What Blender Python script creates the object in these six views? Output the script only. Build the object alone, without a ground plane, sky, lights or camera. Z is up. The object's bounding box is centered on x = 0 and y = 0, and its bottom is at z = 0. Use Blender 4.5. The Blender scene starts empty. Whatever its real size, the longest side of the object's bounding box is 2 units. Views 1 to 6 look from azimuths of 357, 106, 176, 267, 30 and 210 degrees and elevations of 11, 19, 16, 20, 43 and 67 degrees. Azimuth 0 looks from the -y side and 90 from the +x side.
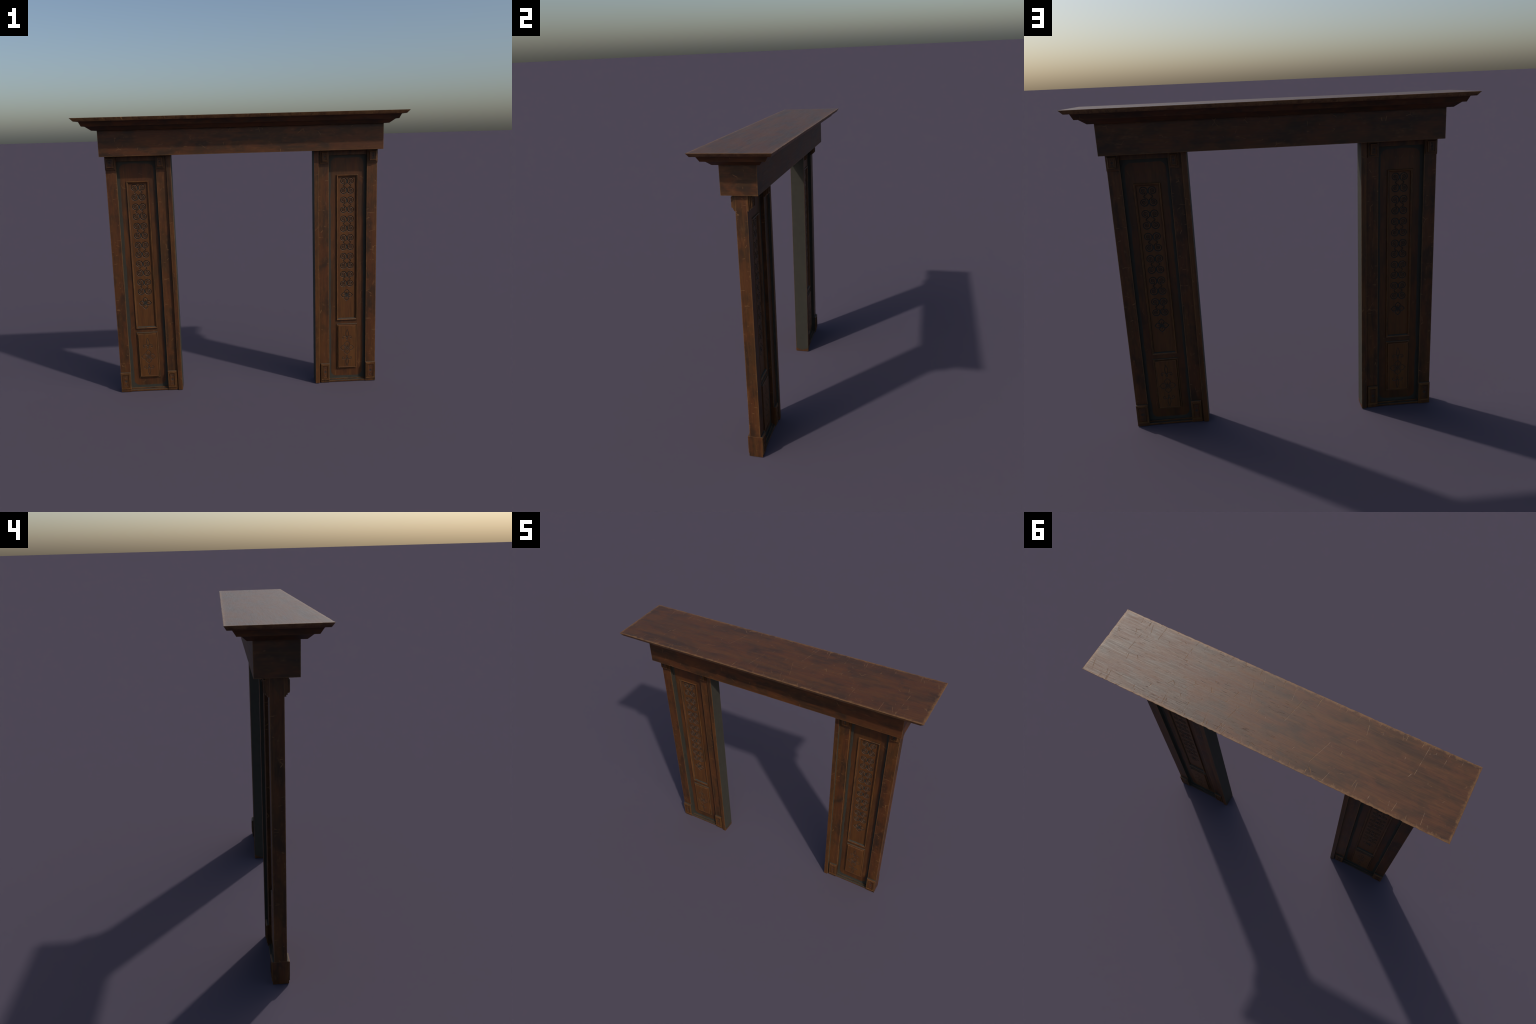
"""Carved wooden doorway surround: two double-sided panelled pilasters carrying a
beam (architrave) and a stepped cornice.  Metres, z up."""
import bpy, bmesh, math, random
import numpy as np
from mathutils import Vector, noise as mnoise

random.seed(7)
scene = bpy.context.scene
ROOT_NAME = "door_surround"

# ------------------------------------------------------------------ sizes
BEAM_HX, BEAM_HY, BEAM_Z0, BEAM_Z1 = 0.869, 0.0965, 1.5396, 1.6985
POST_TOP = BEAM_Z0 + 0.004            # posts run a little into the beam
PIL_X = 0.6605                        # pilaster centre, +/-
PANEL_HW = 0.1215                     # half width of the recessed panel
OUT_X = 0.1875                        # outer edge of pilaster (local)
JAMB_X0, JAMB_X1 = -0.2155, -0.1885   # jamb board on the opening side (local)
STILE_HY, JAMB_HY, PLINTH_HY = 0.0315, 0.0475, 0.0405
GROUND_Y, FIELD_Y, LOWER_Y = 0.0095, 0.0062, 0.0222
PLINTH_H = 0.133

root = bpy.data.objects.new(ROOT_NAME, None)
root.empty_display_size = 0.2
scene.collection.objects.link(root)
root["label"] = "dark carved wooden doorway surround with panelled pilasters and cornice"
root["category"] = "door frame"


# ------------------------------------------------------------------ node helpers
class Nodes:
    def __init__(self, name):
        self.mat = bpy.data.materials.new(name)
        self.mat.use_nodes = True
        self.t = self.mat.node_tree
        self.t.nodes.clear()
        self.out = self.t.nodes.new("ShaderNodeOutputMaterial")
        self.bsdf = self.t.nodes.new("ShaderNodeBsdfPrincipled")
        self.t.links.new(self.bsdf.outputs[0], self.out.inputs[0])

    def link(self, a, sock):
        if hasattr(a, "is_output"):
            self.t.links.new(a, sock)
        else:
            sock.default_value = a

    def new(self, kind, **props):
        n = self.t.nodes.new(kind)
        for k, v in props.items():
            setattr(n, k, v)
        return n

    def math(self, op, a, b=0.0, c=0.0, clamp=False):
        n = self.new("ShaderNodeMath", operation=op, use_clamp=clamp)
        for i, v in enumerate((a, b, c)):
            self.link(v, n.inputs[i])
        return n.outputs[0]

    def ramp(self, x, lo, hi, a=0.0, b=1.0):
        n = self.new("ShaderNodeMapRange", interpolation_type="SMOOTHSTEP")
        for i, v in enumerate((x, lo, hi, a, b)):
            self.link(v, n.inputs[i])
        return n.outputs[0]

    def mix(self, fac, a, b, mode="MIX"):
        n = self.new("ShaderNodeMix", data_type="RGBA", blend_type=mode)
        self.link(fac, n.inputs["Factor"])
        for s, v in (("A", a), ("B", b)):
            sock = [i for i in n.inputs if i.name == s and i.type == "RGBA"][0]
            self.link(v if hasattr(v, "is_output") else (*v, 1.0), sock)
        return [o for o in n.outputs if o.type == "RGBA"][0]

    def noise(self, vec, scale, detail=4.0, rough=0.55, dist=0.0):
        n = self.new("ShaderNodeTexNoise")
        self.link(vec, n.inputs["Vector"])
        n.inputs["Scale"].default_value = scale
        n.inputs["Detail"].default_value = detail
        n.inputs["Roughness"].default_value = rough
        n.inputs["Distortion"].default_value = dist
        return n.outputs[0]

    def vscale(self, vec, s):
        n = self.new("ShaderNodeMapping")
        self.link(vec, n.inputs[0])
        n.inputs["Scale"].default_value = s
        return n.outputs[0]

    def vadd(self, a, b):
        n = self.new("ShaderNodeVectorMath", operation="ADD")
        self.link(a, n.inputs[0])
        self.link(b, n.inputs[1])
        return n.outputs[0]

    def sep(self, v):
        n = self.new("ShaderNodeSeparateXYZ")
        self.link(v, n.inputs[0])
        return n.outputs

    def coords(self, whole=True):
        n = self.new("ShaderNodeTexCoord")
        if whole:
            n.object = root
        return n.outputs["Object"]


# palette (linear base colours)
UMBER = (0.031, 0.0150, 0.0068)
RUSSET = (0.082, 0.0255, 0.0070)
AMBER = (0.122, 0.0460, 0.0085)
TAN = (0.215, 0.1050, 0.0360)
GRIME = (0.034, 0.0325, 0.0240)
GROOVE_PAINTED_SHADE = (0.021, 0.0230, 0.0195)  # grey-green darkened to bake occlusion shadow into the carved grooves
PORE = (0.012, 0.0075, 0.0055)


def wood(name, axis, warm=0.5, wear=1.0, scratches=0.5, even=0.0, jitter=True, grime=None,
         edge=0.0045, rough=0.5, shelf=False, spec=0.32, bump=0.5, dirt_colour=GRIME, nicks=False):
    """Old varnished timber.  axis = grain direction; grime(nodes) -> mask."""
    N = Nodes(name)
    P = N.coords(True)
    if jitter:
        info = N.new("ShaderNodeObjectInfo")
        off = N.new("ShaderNodeCombineXYZ")
        for i, k in enumerate((3.1, 7.3, 5.7)):
            N.link(N.math("MULTIPLY", info.outputs["Random"], k), off.inputs[i])
        Q = N.vadd(P, off.outputs[0])
    else:
        Q = P
    along = "xyz".index(axis)
    geo = N.new("ShaderNodeNewGeometry")
    if axis == "x":
        # boards that return around the ends: the grain turns the corner with them
        px, py, pz = N.sep(Q)
        end = N.math("GREATER_THAN", N.math("ABSOLUTE", N.sep(geo.outputs["True Normal"])[0]), 0.6)
        turned = N.new("ShaderNodeCombineXYZ")
        N.link(py, turned.inputs[0])
        N.link(px, turned.inputs[1])
        N.link(pz, turned.inputs[2])
        pick = N.new("ShaderNodeMix", data_type="VECTOR")
        N.link(end, pick.inputs["Factor"])
        vin = [i for i in pick.inputs if i.type == "VECTOR" and i.name in "AB"]
        N.link(Q, vin[0])
        N.link(turned.outputs[0], vin[1])
        Q = [o for o in pick.outputs if o.type == "VECTOR"][0]

    def stretched(a, c):
        s = [c, c, c]
        s[along] = a
        return N.vscale(Q, s)

    # fine fibres, broad bands and blotches
    fibre = N.noise(stretched(9.0, 170.0), 1.0, 4.0, 0.6)
    band = N.noise(stretched(2.2, 26.0), 1.0, 3.0, 0.55, 0.6)
    blotch = N.noise(stretched(6.0, 12.0), 1.0, 5.0, 0.62, 0.4)
    pores = N.ramp(N.noise(stretched(16.0, 330.0), 1.0, 2.0, 0.5), 0.66, 0.74)
    col = N.mix(N.ramp(blotch, 0.38, 0.60, 0.75 * even, 1.0), UMBER, RUSSET)
    col = N.mix(N.math("MULTIPLY", N.ramp(band, 0.35, 0.68, 0.6 * even, 1.0), warm), col, AMBER)
    col = N.mix(N.ramp(fibre, 0.3, 0.62, 0.42, 0.0), col, UMBER)
    pores = N.math("MULTIPLY", pores, N.ramp(N.noise(stretched(5.0, 9.0), 1.0, 3.0), 0.42, 0.66, 0.15, 1.0))
    col = N.mix(N.math("MULTIPLY", pores, 0.6), col, PORE)

    # worn arrises
    bev = N.new("ShaderNodeBevel", samples=6)
    bev.inputs["Radius"].default_value = edge
    dot = N.new("ShaderNodeVectorMath", operation="DOT_PRODUCT")
    N.link(bev.outputs[0], dot.inputs[0])
    N.link(geo.outputs["True Normal"], dot.inputs[1])
    sharp = N.math("SUBTRACT", 1.0, dot.outputs["Value"])
    ragged = N.noise(stretched(22.0, 60.0), 1.0, 4.0, 0.65)
    gate = N.math("ADD", N.math("MULTIPLY", ragged, 0.13), -0.055)
    worn = N.ramp(N.math("SUBTRACT", sharp, gate), -0.01, 0.075)
    worn = N.math("MULTIPLY", worn, 0.85 * wear)

    # scattered scratches and scuffs
    vor = N.new("ShaderNodeTexVoronoi", feature="DISTANCE_TO_EDGE")
    N.link(Q, vor.inputs["Vector"])
    vor.inputs["Scale"].default_value = 13.0
    line = N.ramp(vor.outputs["Distance"], 0.004, 0.020, 1.0, 0.0)
    sparse = N.ramp(N.noise(Q, 21.0, 2.0, 0.5), 0.60, 0.68)
    fleck = N.ramp(N.noise(stretched(60.0, 75.0), 1.0, 3.0, 0.6), 0.70, 0.77)
    fleck = N.math("MULTIPLY", fleck, N.ramp(N.noise(Q, 11.0, 2.0), 0.5, 0.62))
    scr = N.math("MAXIMUM", N.math("MULTIPLY", line, sparse), fleck)
    scr = N.math("MULTIPLY", scr, scratches)

    if nicks:
        # knocks across the posts: short leaning cuts at uneven heights
        qx, qy, qz = N.sep(Q)
        across = N.math("ADD", qx, qy)
        for pitch, salt in ((0.125, 2.3), (0.093, 6.1)):
            cell = N.math("FLOOR", N.math("DIVIDE", qz, pitch))

            def rnd(k):
                w = N.new("ShaderNodeTexWhiteNoise", noise_dimensions="1D")
                N.link(N.math("MULTIPLY_ADD", cell, 1.37, salt + k), w.inputs["W"])
                return w.outputs["Value"]
            centre = N.math("MULTIPLY", N.math("ADD", cell, N.math("MULTIPLY_ADD", rnd(0.0), 0.6, 0.2)), pitch)
            lean = N.math("MULTIPLY", N.math("SUBTRACT", rnd(11.3), 0.5), 0.9)
            wave = N.math("MULTIPLY", N.noise(Q, 45.0, 2.0), 0.012)
            bend = N.math("ADD", N.math("MULTIPLY", lean, N.math("FRACT", N.math("MULTIPLY", across, 9.0))), 0.0)
            d = N.math("ABSOLUTE", N.math("SUBTRACT", N.math("SUBTRACT", N.math("ADD", qz, wave), centre), N.math("MULTIPLY", bend, 0.05)))
            cut = N.math("MULTIPLY", N.ramp(d, 0.0006, 0.0024, 0.55, 0.0), N.ramp(N.noise(Q, 33.0, 2.0), 0.53, 0.66))
            scr = N.math("MAXIMUM", scr, cut)
    if shelf:
        # knife and drag marks that start at the long edges of the shelf
        x, y, z = N.sep(P)
        side = N.math("SIGN", y)
        inward = N.math("SUBTRACT", 0.21, N.math("ABSOLUTE", y))
        for pitch, salt, reach in ((0.110, 1.7, 0.085), (0.073, 5.3, 0.035), (0.31, 9.1, 0.26)):
            cell = N.math("FLOOR", N.math("DIVIDE", x, pitch))
            seed = N.math("ADD", N.math("MULTIPLY", cell, 1.37), N.math("MULTIPLY", side, salt))

            def rnd(k):
                w = N.new("ShaderNodeTexWhiteNoise", noise_dimensions="1D")
                N.link(N.math("ADD", seed, k), w.inputs["W"])
                return w.outputs["Value"]
            centre = N.math("MULTIPLY", N.math("ADD", cell, N.math("MULTIPLY_ADD", rnd(0.0), 0.6, 0.2)), pitch)
            lean = N.math("MULTIPLY", N.math("SUBTRACT", rnd(11.3), 0.5), 0.75)
            d = N.math("ABSOLUTE", N.math("SUBTRACT", N.math("SUBTRACT", x, centre), N.math("MULTIPLY", lean, inward)))
            thin = N.ramp(d, 0.0004, 0.0017, 1.0, 0.0)
            start = N.math("MULTIPLY", rnd(31.9), reach * 0.35)
            length = N.math("MULTIPLY", rnd(23.7), reach)
            on = N.math("MULTIPLY", N.math("LESS_THAN", inward, N.math("ADD", start, length)),
                        N.math("GREATER_THAN", inward, start))
            fade = N.ramp(N.noise(Q, 40.0, 2.0), 0.40, 0.62, 0.1, 1.0)
            scr = N.math("MAXIMUM", scr, N.math("MULTIPLY", N.math("MULTIPLY", thin, on), N.math("MULTIPLY", fade, 0.75)))
        # rubbed rim of the shelf
        endgap = N.math("SUBTRACT", 1.0, N.math("ABSOLUTE", x))
        rim = N.math("MINIMUM", inward, endgap)
        rub = N.ramp(N.math("SUBTRACT", rim, N.math("MULTIPLY", N.noise(Q, 30.0, 6.0, 0.75), 0.060)), -0.030, -0.012, 0.62, 0.0)
        worn = N.math("MAXIMUM", worn, rub)
        # long dark splits in the grain
        split = N.ramp(N.noise(stretched(7.0, 190.0), 1.0, 2.0, 0.5), 0.70, 0.76)
        split = N.math("MULTIPLY", split, N.ramp(N.noise(Q, 6.0, 2.0), 0.5, 0.6))
        col = N.mix(N.math("MULTIPLY", split, 0.8), col, PORE)

    col = N.mix(N.math("MAXIMUM", worn, scr), col, TAN)

    if grime is not None:
        g = N.math("MULTIPLY", grime(N, Q), 0.95)
        dirt = N.mix(N.noise(Q, 30.0, 3.0), tuple(c * 0.8 for c in dirt_colour),
                     tuple(c * 1.2 for c in dirt_colour))
        col = N.mix(g, col, dirt)
        r = N.math("MULTIPLY_ADD", g, 0.25, rough)
    else:
        r = N.math("ADD", rough, 0.0)
    N.link(col, N.bsdf.inputs["Base Color"])
    r = N.math("ADD", r, N.math("ADD", N.math("MULTIPLY", N.math("SUBTRACT", fibre, 0.5), 0.22), N.math("MULTIPLY", N.math("SUBTRACT", blotch, 0.5), 0.12)))
    N.link(r, N.bsdf.inputs["Roughness"])
    N.bsdf.inputs["Specular IOR Level"].default_value = spec

    h = N.math("SUBTRACT", N.math("MULTIPLY", fibre, 0.5), N.math("MULTIPLY", pores, 0.6))
    h = N.math("SUBTRACT", h, N.math("MULTIPLY", scr, 1.2))
    bmp = N.new("ShaderNodeBump")
    bmp.inputs["Strength"].default_value = bump
    bmp.inputs["Distance"].default_value = 0.0009
    N.link(h, bmp.inputs["Height"])
    N.link(bmp.outputs[0], N.bsdf.inputs["Normal"])
    return N.mat


# ---- recess masks: grey-green dirt on the boards, painted shade in the carving
def groove_shade_mask(surface, lo=0.0002, hi=0.0012):
    """inside carved grooves: depth below the flat of the carved board (object y)."""
    def f(N, Q):
        y = N.sep(N.coords(False))[1]
        depth = N.math("ADD", y, surface)
        return N.ramp(depth, lo, hi)
    return f


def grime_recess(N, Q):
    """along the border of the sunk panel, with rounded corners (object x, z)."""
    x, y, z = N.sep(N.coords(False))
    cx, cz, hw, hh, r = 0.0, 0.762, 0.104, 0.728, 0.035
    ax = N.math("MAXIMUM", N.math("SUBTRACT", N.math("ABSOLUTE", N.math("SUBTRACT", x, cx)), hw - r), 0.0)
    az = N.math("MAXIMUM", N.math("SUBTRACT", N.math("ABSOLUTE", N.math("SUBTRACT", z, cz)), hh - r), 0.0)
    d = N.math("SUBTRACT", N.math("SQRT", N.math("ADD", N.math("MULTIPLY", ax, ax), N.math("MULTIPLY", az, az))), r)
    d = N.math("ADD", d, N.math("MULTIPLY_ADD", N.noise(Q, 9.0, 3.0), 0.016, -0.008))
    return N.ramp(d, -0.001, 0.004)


def grime_jamb(N, Q):
    """whole opening face of the jamb, worn through at foot and arrises."""
    x, y, z = N.sep(N.coords(False))
    face = N.math("MAXIMUM", N.math("LESS_THAN", x, JAMB_X0 + 0.0016), N.math("GREATER_THAN", x, JAMB_X1 - 0.0016))
    wob = N.math("MULTIPLY_ADD", N.noise(Q, 24.0, 3.0), 0.012, -0.006)
    foot = N.ramp(N.math("ADD", N.math("SUBTRACT", z, N.math("MULTIPLY", N.math("ABSOLUTE", y), 0.45)), wob), 0.004, 0.008)
    rim = N.ramp(N.math("ADD", N.math("ABSOLUTE", y), N.math("MULTIPLY", wob, 0.25)), JAMB_HY - 0.0025, JAMB_HY - 0.0008, 1.0, 0.0)
    return N.math("MULTIPLY", face, N.math("MULTIPLY", foot, rim))


def grime_all(N, Q):
    return N.ramp(N.noise(Q, 26.0, 4.0), 0.22, 0.30)


M_SHELF = wood("varnished_shelf_wood", "x", even=0.28, warm=0.45, wear=0.3, scratches=0.5, jitter=False, rough=0.47,
               shelf=True, spec=0.42, bump=1.0)
M_MOULD = wood("cornice_wood", "x", warm=0.25, wear=0.5, scratches=0.3)
M_BEAM = wood("beam_wood", "x", warm=0.3, wear=1.0, edge=0.0055, scratches=0.6)
M_STILE = wood("stile_wood", "z", warm=0.42, wear=1.0, scratches=0.9, edge=0.0062, nicks=True)
M_BLOCK = wood("block_wood", "z", warm=0.6, wear=0.9, scratches=0.4, edge=0.003)
M_JAMB = wood("jamb_wood", "z", warm=0.6, wear=0.9, scratches=0.7, grime=grime_jamb)
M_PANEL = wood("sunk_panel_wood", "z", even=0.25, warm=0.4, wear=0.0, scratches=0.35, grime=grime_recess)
M_FRAME = wood("moulding_wood", "z", warm=0.6, wear=0.8, scratches=0.2, edge=0.003)
M_CARVE = wood("carved_field_wood", "z", even=0.8, warm=0.7, wear=0.0, scratches=0.15, jitter=False, grime=groove_shade_mask(FIELD_Y, 0.0005, 0.0015), dirt_colour=GROOVE_PAINTED_SHADE)
M_LOWER = wood("lower_field_wood", "z", even=0.8, warm=0.8, wear=0.0, scratches=0.15, jitter=False,
               grime=groove_shade_mask(LOWER_Y, 0.0002, 0.0010), dirt_colour=GROOVE_PAINTED_SHADE)
M_SMALL = wood("block_carving_wood", "z", warm=0.6, wear=0.0, scratches=0.1, grime=groove_shade_mask(0.0, 0.0002, 0.0010), dirt_colour=GROOVE_PAINTED_SHADE)
M_DIRT = wood("grimy_recess_wood", "z", warm=0.4, wear=0.5, scratches=0.1, grime=grime_all, edge=0.002)


# ------------------------------------------------------------------ mesh helpers
def mesh_from(bm, name, mats):
    bmesh.ops.recalc_face_normals(bm, faces=bm.faces)
    me = bpy.data.meshes.new(name)
    bm.to_mesh(me)
    bm.free()
    for m in mats:
        me.materials.append(m)
    return me


def box(name, x0, x1, y0, y1, z0, z1, mats, bevel=0.0012, paint=None):
    """Box with softened arrises; paint(normal) -> material index."""
    bm = bmesh.new()
    bmesh.ops.create_cube(bm, size=1.0)
    for v in bm.verts:
        v.co = Vector(((x0 + x1) / 2 + v.co.x * (x1 - x0), (y0 + y1) / 2 + v.co.y * (y1 - y0),
                       (z0 + z1) / 2 + v.co.z * (z1 - z0)))
    if paint:
        bmesh.ops.recalc_face_normals(bm, faces=bm.faces)
        for f in bm.faces:
            f.material_index = paint(f.normal)
    if bevel:
        bmesh.ops.bevel(bm, geom=list(bm.edges), offset=bevel, segments=2, profile=0.5, affect="EDGES")
    return mesh_from(bm, name, mats)


def rect_loft(name, rings, mats, chip=None, step=None):
    """Solid through a stack of rectangles (hx, hy, z)."""
    bm = bmesh.new()
    loops = []
    for k, (hx, hy, z) in enumerate(rings):
        pts = []
        nx = max(1, int(2 * hx / step)) if step else 1
        ny = max(1, int(2 * hy / step)) if step else 1
        for a, b, n in (((-hx, -hy), (hx, -hy), nx), ((hx, -hy), (hx, hy), ny),
                        ((hx, hy), (-hx, hy), nx), ((-hx, hy), (-hx, -hy), ny)):
            for i in range(n):
                t = i / n
                x, y = a[0] + (b[0] - a[0]) * t, a[1] + (b[1] - a[1]) * t
                if chip and 0 < i < n:
                    c = chip(k, x, y)
                    x -= c * (x / hx if abs(abs(x) - hx) < 1e-6 else 0)
                    y -= c * (y / hy if abs(abs(y) - hy) < 1e-6 else 0)
                pts.append(bm.verts.new((x, y, z)))
        loops.append(pts)
    if step:      # every ring must have the same count
        assert len({len(l) for l in loops}) == 1
    for a, b in zip(loops, loops[1:]):
        n = len(a)
        for i in range(n):
            bm.faces.new((a[i], a[(i + 1) % n], b[(i + 1) % n], b[i]))
    bm.faces.new(loops[0][::-1])
    bm.faces.new(loops[-1])
    return mesh_from(bm, name, mats)


def ring_frame(name, hw, z0, z1, profile, mats, ledge=None):
    """Mitred picture-frame moulding on the -y side; profile = (inset, height)."""
    bm = bmesh.new()
    loops = []
    for inset, y in profile:
        x, a, b = hw - inset, z0 + inset, z1 - inset
        loops.append([bm.verts.new(p) for p in ((-x, -y, a), (x, -y, a), (x, -y, b), (-x, -y, b))])
    for k, (p, q) in enumerate(zip(loops, loops[1:])):
        for i in range(4):
            f = bm.faces.new((p[i], p[(i + 1) % 4], q[(i + 1) % 4], q[i]))
            if ledge and k in ledge and i in ledge[k]:
                f.material_index = 1
    bm.faces.ensure_lookup_table()
    me = bpy.data.meshes.new(name)
    bm.to_mesh(me)
    bm.free()
    for m in mats:
        me.materials.append(m)
    return me


def relief(name, hw, z0, z1, res, height, mats, base=0.0, back=0.0):
    """Carved board on the -y side: surface at y = -(base + height(x, z))."""
    nx, nz = max(2, int(round(2 * hw / res))), max(2, int(round((z1 - z0) / res)))
    xs, zs = np.linspace(-hw, hw, nx + 1), np.linspace(z0, z1, nz + 1)
    X, Z = np.meshgrid(xs, zs)
    H = height(X, Z) + base
    V = np.stack([X, -H, Z], -1).reshape(-1, 3)
    idx = np.arange((nx + 1) * (nz + 1)).reshape(nz + 1, nx + 1)
    F = np.stack([idx[:-1, :-1], idx[:-1, 1:], idx[1:, 1:], idx[1:, :-1]], -1).reshape(-1, 4)
    # rim back to the board behind
    rim = np.concatenate([idx[0, :-1], idx[:-1, -1], idx[-1, :0:-1], idx[:0:-1, 0]])
    W0, W = V[rim].copy(), V[rim].copy()          # own vertices, so the face keeps flat normals
    W[:, 1] = -back
    r1 = np.arange(len(rim)) + len(V)
    r2 = r1 + len(rim)
    S = np.stack([r1, r2, np.roll(r2, -1), np.roll(r1, -1)], -1)
    me = bpy.data.meshes.new(name)
    me.from_pydata(np.concatenate([V, W0, W]).tolist(), [], np.concatenate([F, S]).tolist())
    sm = np.ones(len(F) + len(S), bool)
    sm[len(F):] = False
    me.polygons.foreach_set("use_smooth", sm)
    me.update()
    for m in mats:
        me.materials.append(m)
    return me


def place(name, me, parent, loc=(0, 0, 0), turn=0.0):
    o = bpy.data.objects.new(name, me)
    scene.collection.objects.link(o)
    o.parent = parent
    o.location = loc
    o.rotation_euler = (0, 0, turn)
    return o


# ------------------------------------------------------------------ carving rules
def smooth(t):
    t = np.clip(t, 0, 1)
    return t * t * (3 - 2 * t)


def seg_distance(X, Z, pts, widths=None):
    """distance to a polyline, and the width interpolated at the nearest point."""
    best = np.full(X.shape, 1e9)
    wid = np.zeros(X.shape)
    for i in range(len(pts) - 1):
        (ax, az), (bx, bz) = pts[i], pts[i + 1]
        dx, dz = bx - ax, bz - az
        L = dx * dx + dz * dz + 1e-14
        t = np.clip(((X - ax) * dx + (Z - az) * dz) / L, 0, 1)
        d = np.hypot(X - ax - t * dx, Z - az - t * dz)
        w = widths[i] + t * (widths[i + 1] - widths[i]) if widths is not None else 0.0
        m = d - w < best                       # the rib whose flank is nearest wins
        best = np.where(m, d - w, best)
        wid = np.where(m, w, wid)
    return best + wid, wid


def catmull(pts, n=8):
    P = [np.array(p, float) for p in pts]
    P = [2 * P[0] - P[1]] + P + [2 * P[-1] - P[-2]]
    out = []
    for i in range(1, len(P) - 2):
        for k in range(n):
            t = k / n
            out.append(0.5 * (2 * P[i] + (P[i + 1] - P[i - 1]) * t
                              + (2 * P[i - 1] - 5 * P[i] + 4 * P[i + 1] - P[i + 2]) * t * t
                              + (3 * P[i] - P[i - 1] - 3 * P[i + 1] + P[i + 2]) * t ** 3))
    out.append(P[-2])
    return [tuple(p) for p in out]


def scroll_height(X, Z):
    """Four mirrored volutes; a raised rib between two cut grooves (mm rules)."""
    x, z = np.abs(X) * 1000, np.abs(Z) * 1000
    cx, cz = 23.3, 29.8
    # (angle wound, radius, half width of the rib)
    turns = [(0, 14.2, 3.7), (90, 14.6, 3.1), (180, 13.6, 2.6), (270, 10.9, 2.3), (360, 6.9, 1.8), (450, 6.2, 1.7),
             (540, 5.2, 1.6), (630, 3.6, 1.4), (720, 2.0, 1.2), (780, 0.9, 1.1)]
    ang, rad, half = zip(*turns)
    pts, wid = [], []
    tail = catmull([(22.5, 1.6), (16.0, 8.4), (11.4, 15.5), (9.3, 22.5), (cx - 14.2, cz)], 6)[:-1]
    for i, p in enumerate(tail):
        pts.append(p)
        wid.append(0.2 + 3.5 * float(smooth(i / len(tail) * 1.15)))
    for a in range(0, 781, 10):
        r = np.interp(a, ang, rad)
        t = math.radians(180 - a)
        pts.append((cx + r * math.cos(t), cz + r * math.sin(t)))
        wid.append(np.interp(a, ang, half))
    d, w = seg_distance(x, z, pts, wid)
    e = d - w
    gw = np.interp(w, [1.2, 2.4, 3.2, 3.7], [2.8, 4.6, 5.2, 6.6])
    cut = smooth((e + 0.4) / 1.2) * smooth((gw - e) / 1.5)
    dome = -0.5 * smooth((e + w) / np.maximum(w, 0.3)) * (e < 0)
    return (-3.0 * cut + dome * (1 - cut)) * 0.001


def groove(X, Z, lines, half, depth):
    h = np.zeros(X.shape)
    for pts in lines:
        d, _ = seg_distance(X * 1000, Z * 1000, pts)
        h = np.minimum(h, -depth * smooth((half - d) / (0.75 * half)))
    return h * 0.001


def petal_lines(reach, width, stamen, start=0.10):
    """outline of one upward petal with a pointed lip, plus its middle vein."""
    side = [(0.5, start * reach), (0.42 * width, 0.24 * reach), (0.94 * width, 0.46 * reach),
            (1.0 * width, 0.60 * reach), (0.72 * width, 0.76 * reach), (0.30 * width, 0.88 * reach), (0, reach)]
    right = catmull(side, 5)
    return [right, [(-a, b) for a, b in right], [(0, start * reach * 0.6), (0, stamen * reach)]]


def turn_lines(lines, quarter):
    c, s = [(1, 0), (0, 1), (-1, 0), (0, -1)][quarter]
    return [[(c * a - s * b, s * a + c * b) for a, b in l] for l in lines]


def flower_lines(reach, width, stamen):
    return [l for q in range(4) for l in turn_lines(petal_lines(reach, width, stamen), q)]


def flower_height(X, Z):
    return groove(X, Z, flower_lines(38.5, 14.2, 0.46), 2.9, 2.8)


def fleur_lines(z, up):
    """slim leaf over a pair of curls, pointing up (+1) or down (-1)."""
    leaf = catmull([(0, 0), (-6.5, 14), (-8.5, 27), (-5.5, 42), (0, 57)], 6)
    curl = catmull([(1.0, 1.0), (9, 8), (20, 11), (29, 7), (30.5, -1), (26, -6), (21, -4), (22, 0.5)], 6)
    drop = catmull([(0, 0), (4.5, -6), (3.5, -12), (0, -13.5), (-3.5, -12), (-4.5, -6), (0, 0)], 4)
    out = [leaf, [(-a, b) for a, b in leaf], curl, [(-a, b) for a, b in curl], drop]
    return [[(a, z + up * b) for a, b in l] for l in out]


def lower_height(X, Z):
    zc = Z - 0.2325
    return groove(X, zc, flower_lines(45.5, 16.8, 0.45) + fleur_lines(71, 1) + fleur_lines(-71, -1), 1.8, 2.0)


def knot_height(zmid, spread, scale):
    """small flower between two knots, for the blocks at head and foot."""
    def f(X, Z):
        z = Z - zmid
        lines = flower_lines(8.5 * scale, 3.6 * scale, 0.5)
        for s in (-1, 1):
            o = s * spread * 1000
            for sx in (-1, 1):
                curl = catmull([(0, o - s * 7 * scale), (sx * 6 * scale, o - s * 3 * scale), (sx * 8.5 * scale, o + s * 2 * scale),
                                (sx * 5 * scale, o + s * 5 * scale), (sx * 2.5 * scale, o + s * 1.5 * scale)], 4)
                lines.append(curl)
        return groove(X, z, lines, 1.3, 1.4)
    return f


# ------------------------------------------------------------------ cornice and beam
def chips(k, x, y):
    n = mnoise.noise(Vector((x * 55, y * 55, 3.0))) + 0.6 * mnoise.noise(Vector((x * 140, y * 140, 8.0)))
    return (0.0014, 0.0030, 0.0036)[min(k, 2)] * max(0.0, n) if k >= 1 else 0.0


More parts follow.
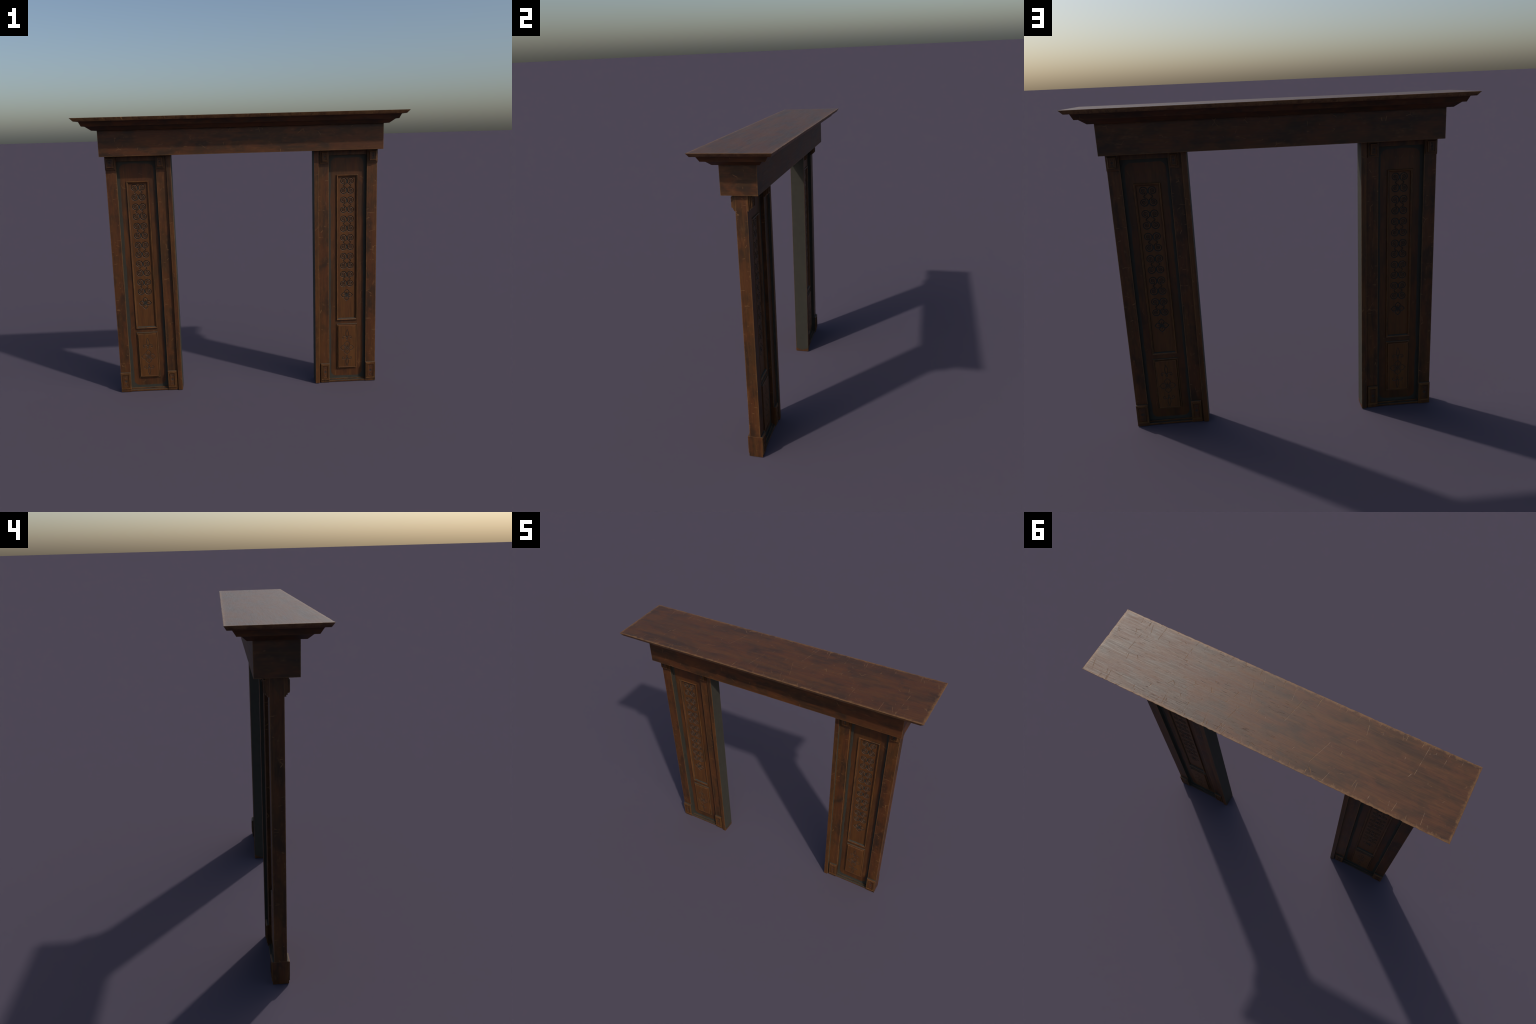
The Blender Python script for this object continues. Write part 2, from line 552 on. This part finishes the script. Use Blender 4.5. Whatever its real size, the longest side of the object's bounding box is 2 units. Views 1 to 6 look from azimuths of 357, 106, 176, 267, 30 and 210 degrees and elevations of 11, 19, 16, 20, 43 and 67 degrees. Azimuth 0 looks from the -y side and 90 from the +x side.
def shelf_mesh():
    rings = [(0.9810, 0.1985, 1.7490), (0.9990, 0.2092, 1.7678), (0.9998, 0.2098, 1.7686), (0.9982, 0.2082, 1.7692)]
    bm = bmesh.new()
    loops = []
    NX, NY = 240, 52
    for k, (hx, hy, z) in enumerate(rings):
        pts = []
        for a, b, n in (((-hx, -hy), (hx, -hy), NX), ((hx, -hy), (hx, hy), NY),
                        ((hx, hy), (-hx, hy), NX), ((-hx, hy), (-hx, -hy), NY)):
            for i in range(n):
                t = i / n
                x, y = a[0] + (b[0] - a[0]) * t, a[1] + (b[1] - a[1]) * t
                if 0 < i < n:
                    c = chips(k, x, y)
                    if n == NX:
                        y -= math.copysign(c, y)
                    else:
                        x -= math.copysign(c, x)
                pts.append(bm.verts.new((x, y, z)))
        loops.append(pts)
    for a, b in zip(loops, loops[1:]):
        n = len(a)
        for i in range(n):
            bm.faces.new((a[i], a[(i + 1) % n], b[(i + 1) % n], b[i]))
    bm.faces.new(loops[0][::-1])
    bm.faces.new(loops[-1])
    return mesh_from(bm, "cornice", [M_SHELF])


cornice = place("cornice", shelf_mesh(), root)
place("cornice_molding", rect_loft("cornice_molding", [
    (0.9455, 0.1612, 1.7205), (0.9460, 0.1618, 1.7210), (0.9575, 0.1795, 1.7495)], [M_MOULD]), cornice)
place("cornice_molding", rect_loft("cornice_molding", [
    (0.8965, 0.1198, 1.6960), (0.8972, 0.1206, 1.6966), (0.9320, 0.1442, 1.7212)], [M_MOULD]), cornice)
place("architrave_beam", box("architrave_beam", -BEAM_HX, BEAM_HX, -BEAM_HY, BEAM_HY, BEAM_Z0, BEAM_Z1, [M_BEAM], 0.0012), root)

# ------------------------------------------------------------------ pilaster parts (shared meshes)
ST_MID_IN, ST_MID_OUT = -0.150, (PANEL_HW + OUT_X) / 2          # block centres on the two stiles
BLOCK_HW = {ST_MID_IN: 0.0288, ST_MID_OUT: (OUT_X - PANEL_HW) / 2 + 0.0004}

me_jamb = box("jamb_board", JAMB_X0, JAMB_X1, -JAMB_HY, JAMB_HY, 0, POST_TOP, [M_JAMB], 0.0014)
me_stile_in = box("stile", -0.1890, -PANEL_HW, -STILE_HY, STILE_HY, 0.001, POST_TOP, [M_STILE])
me_stile_out = box("stile", PANEL_HW, OUT_X, -STILE_HY, STILE_HY, 0.001, POST_TOP, [M_STILE, M_DIRT],
                   paint=lambda n: 1 if n.x < -0.9 else 0)
up = lambda n: 1 if n.z > 0.9 else 0
me_sill_low = box("sill", -PANEL_HW - 0.003, PANEL_HW + 0.003, -0.0355, 0.0355, 0.0, 0.0100, [M_BLOCK, M_DIRT], 0.0008, up)
me_sill_high = box("sill", -PANEL_HW - 0.003, PANEL_HW + 0.003, -0.0210, 0.0210, 0.0085, 0.0180, [M_BLOCK, M_DIRT], 0.0008, up)
me_rail = box("head_rail", -PANEL_HW - 0.003, PANEL_HW + 0.003, -0.0210, 0.0210, 1.5080, POST_TOP, [M_BLOCK], 0.001)

UP_Z0, UP_Z1, UP_HW = 0.4235, 1.3835, 0.0694
LO_Z0, LO_Z1, LO_HW = 0.0830, 0.3985, 0.0694
me_upper = ring_frame("panel_molding", UP_HW, UP_Z0, UP_Z1, [
    (0.0000, GROUND_Y - 0.001), (0.0000, 0.0125), (0.0010, 0.0160), (0.0028, 0.0180), (0.0046, 0.0178), (0.0056, 0.0160),
    (0.0068, 0.0153), (0.0095, 0.0148), (0.0112, 0.0128), (0.0126, 0.0096), (0.0136, 0.0052)], [M_FRAME, M_DIRT],
    ledge={8: (0,), 9: (0, 3), 7: (0,)})
me_lower = ring_frame("panel_molding", LO_HW, LO_Z0, LO_Z1, [
    (0.0000, GROUND_Y - 0.001), (0.0006, 0.0120), (0.0022, 0.0150), (0.0052, 0.0154), (0.0066, 0.0125), (0.0088, 0.0125),
    (0.0104, 0.0205), (0.0118, 0.0228), (0.0138, 0.0228), (0.0152, LOWER_Y - 0.0004)], [M_FRAME, M_DIRT],
    ledge={0: (1, 2), 1: (2,), 3: (1, 2), 4: (2,)})



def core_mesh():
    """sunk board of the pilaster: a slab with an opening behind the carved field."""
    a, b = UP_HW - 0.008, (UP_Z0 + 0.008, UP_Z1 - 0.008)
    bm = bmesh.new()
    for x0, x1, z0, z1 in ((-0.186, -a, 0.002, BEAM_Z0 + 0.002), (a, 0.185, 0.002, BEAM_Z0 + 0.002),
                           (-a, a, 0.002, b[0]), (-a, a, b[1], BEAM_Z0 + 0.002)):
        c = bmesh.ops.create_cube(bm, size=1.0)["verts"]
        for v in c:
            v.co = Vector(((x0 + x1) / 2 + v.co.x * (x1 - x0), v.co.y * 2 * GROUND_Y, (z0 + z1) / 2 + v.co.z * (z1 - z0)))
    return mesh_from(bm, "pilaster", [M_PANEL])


me_core = core_mesh()
SCROLL_Z0, PITCH = 1.3125, 0.1221
me_scroll = relief("scroll_carving", 0.0575, -PITCH / 2, PITCH / 2, 0.00078, scroll_height, [M_CARVE], FIELD_Y, 0.0005)
FL_TOP = SCROLL_Z0 - 5.5 * PITCH
FL_MID = 0.5935
FL_BOT = 0.5480
me_flower = relief("flower_carving", 0.0575, FL_BOT - FL_MID, FL_TOP - FL_MID, 0.0008, flower_height, [M_CARVE], FIELD_Y, 0.0005)
me_field = relief("plain_field", 0.0575, UP_Z0 + 0.012, FL_BOT, 0.02, lambda X, Z: X * 0, [M_CARVE], FIELD_Y, 0.0005)
me_low_field = relief("ornament_panel", 0.0560, LO_Z0 + 0.0134, LO_Z1 - 0.0134, 0.0008, lower_height, [M_LOWER], LOWER_Y, GROUND_Y - .001)


def block_meshes(hw, inner_side):
    """plinth and capital pieces for a stile block of half width hw."""
    base = box("plinth", -hw, hw, -PLINTH_HY, PLINTH_HY, 0.0, PLINTH_H, [M_BLOCK, M_DIRT], 0.001,
               lambda n: 1 if n.z > 0.9 or n.x * inner_side > 0.9 else 0)
    border = ring_frame("plinth_molding", hw - 0.0010, 0.0180, PLINTH_H - 0.002, [
        (0.0000, PLINTH_HY - 0.001), (0.0004, 0.0436), (0.0012, 0.0444), (0.0050, 0.0444), (0.0058, 0.0418), (0.0080, 0.0416),
        (0.0090, 0.0448), (0.0114, 0.0448), (0.0128, 0.0432)], [M_BLOCK])
    fhw, fz0, fz1 = hw - 0.0136, 0.0306, PLINTH_H - 0.0146
    field = relief("plinth_carving", fhw, -(fz1 - fz0) / 2, (fz1 - fz0) / 2, 0.0008,
                   knot_height(0.0, 0.029, 1.15), [M_SMALL], 0.0, 0.003)
    capital = []
    for inset, y, z0, z1 in ((0.0, 0.0390, 1.4565, POST_TOP), (0.0055, 0.0455, 1.4630, 1.5345)):
        capital.append(box("capital_layer", -hw + inset, hw - inset, -y, -STILE_HY + 0.002, z0, z1, [M_BLOCK], 0.0008))
    cw = hw - 0.0112
    face = ring_frame("capital", cw, 1.4700, 1.5285, [
        (0.0000, 0.0445), (0.0000, 0.0515), (0.0020, 0.0550), (0.0030, 0.0556), (0.0052, 0.0556), (0.0066, 0.0532)], [M_BLOCK])
    cf = relief("capital_carving", cw - 0.0064, -0.0228, 0.0228, 0.0008, knot_height(0.0, 0.0150, 0.72), [M_SMALL], 0.0, 0.003)
    return base, border, field, (fz0 + fz1) / 2, capital, face, cf


BLOCKS = {mid: block_meshes(hw, -1 if mid > 0 else 0) for mid, hw in BLOCK_HW.items()}

# ------------------------------------------------------------------ assemble
for sx in (1, -1):
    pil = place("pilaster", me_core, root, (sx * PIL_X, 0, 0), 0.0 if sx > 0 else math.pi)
    place("jamb_board", me_jamb, pil)
    place("stile", me_stile_in, pil)
    place("stile", me_stile_out, pil)
    place("sill", me_sill_low, pil)
    place("sill", me_sill_high, pil)
    place("head_rail", me_rail, pil)
    for mid, (base, border, field, fz, capital, face, cf) in BLOCKS.items():
        place("plinth", base, pil, (mid, 0, 0))
    for turn in (0.0, math.pi):
        c = 1 if turn == 0 else -1
        place("panel_molding", me_upper, pil, (0, 0, 0), turn)
        place("panel_molding", me_lower, pil, (0, 0, 0), turn)
        for i in range(6):
            place("scroll_carving", me_scroll, pil, (0, 0, SCROLL_Z0 - PITCH * i), turn)
        place("flower_carving", me_flower, pil, (0, 0, FL_MID), turn)
        place("plain_field", me_field, pil, (0, 0, 0), turn)
        place("ornament_panel", me_low_field, pil, (0, 0, 0), turn)
        for mid, (base, border, field, fz, capital, face, cf) in BLOCKS.items():
            place("plinth_molding", border, pil, (mid, 0, 0), turn)
            place("plinth_carving", field, pil, (mid, -c * 0.0434, fz), turn)
            for me in capital:
                place("capital_layer", me, pil, (mid, 0, 0), turn)
            place("capital", face, pil, (mid, 0, 0), turn)
            place("capital_carving", cf, pil, (mid, -c * 0.0536, 1.49925), turn)
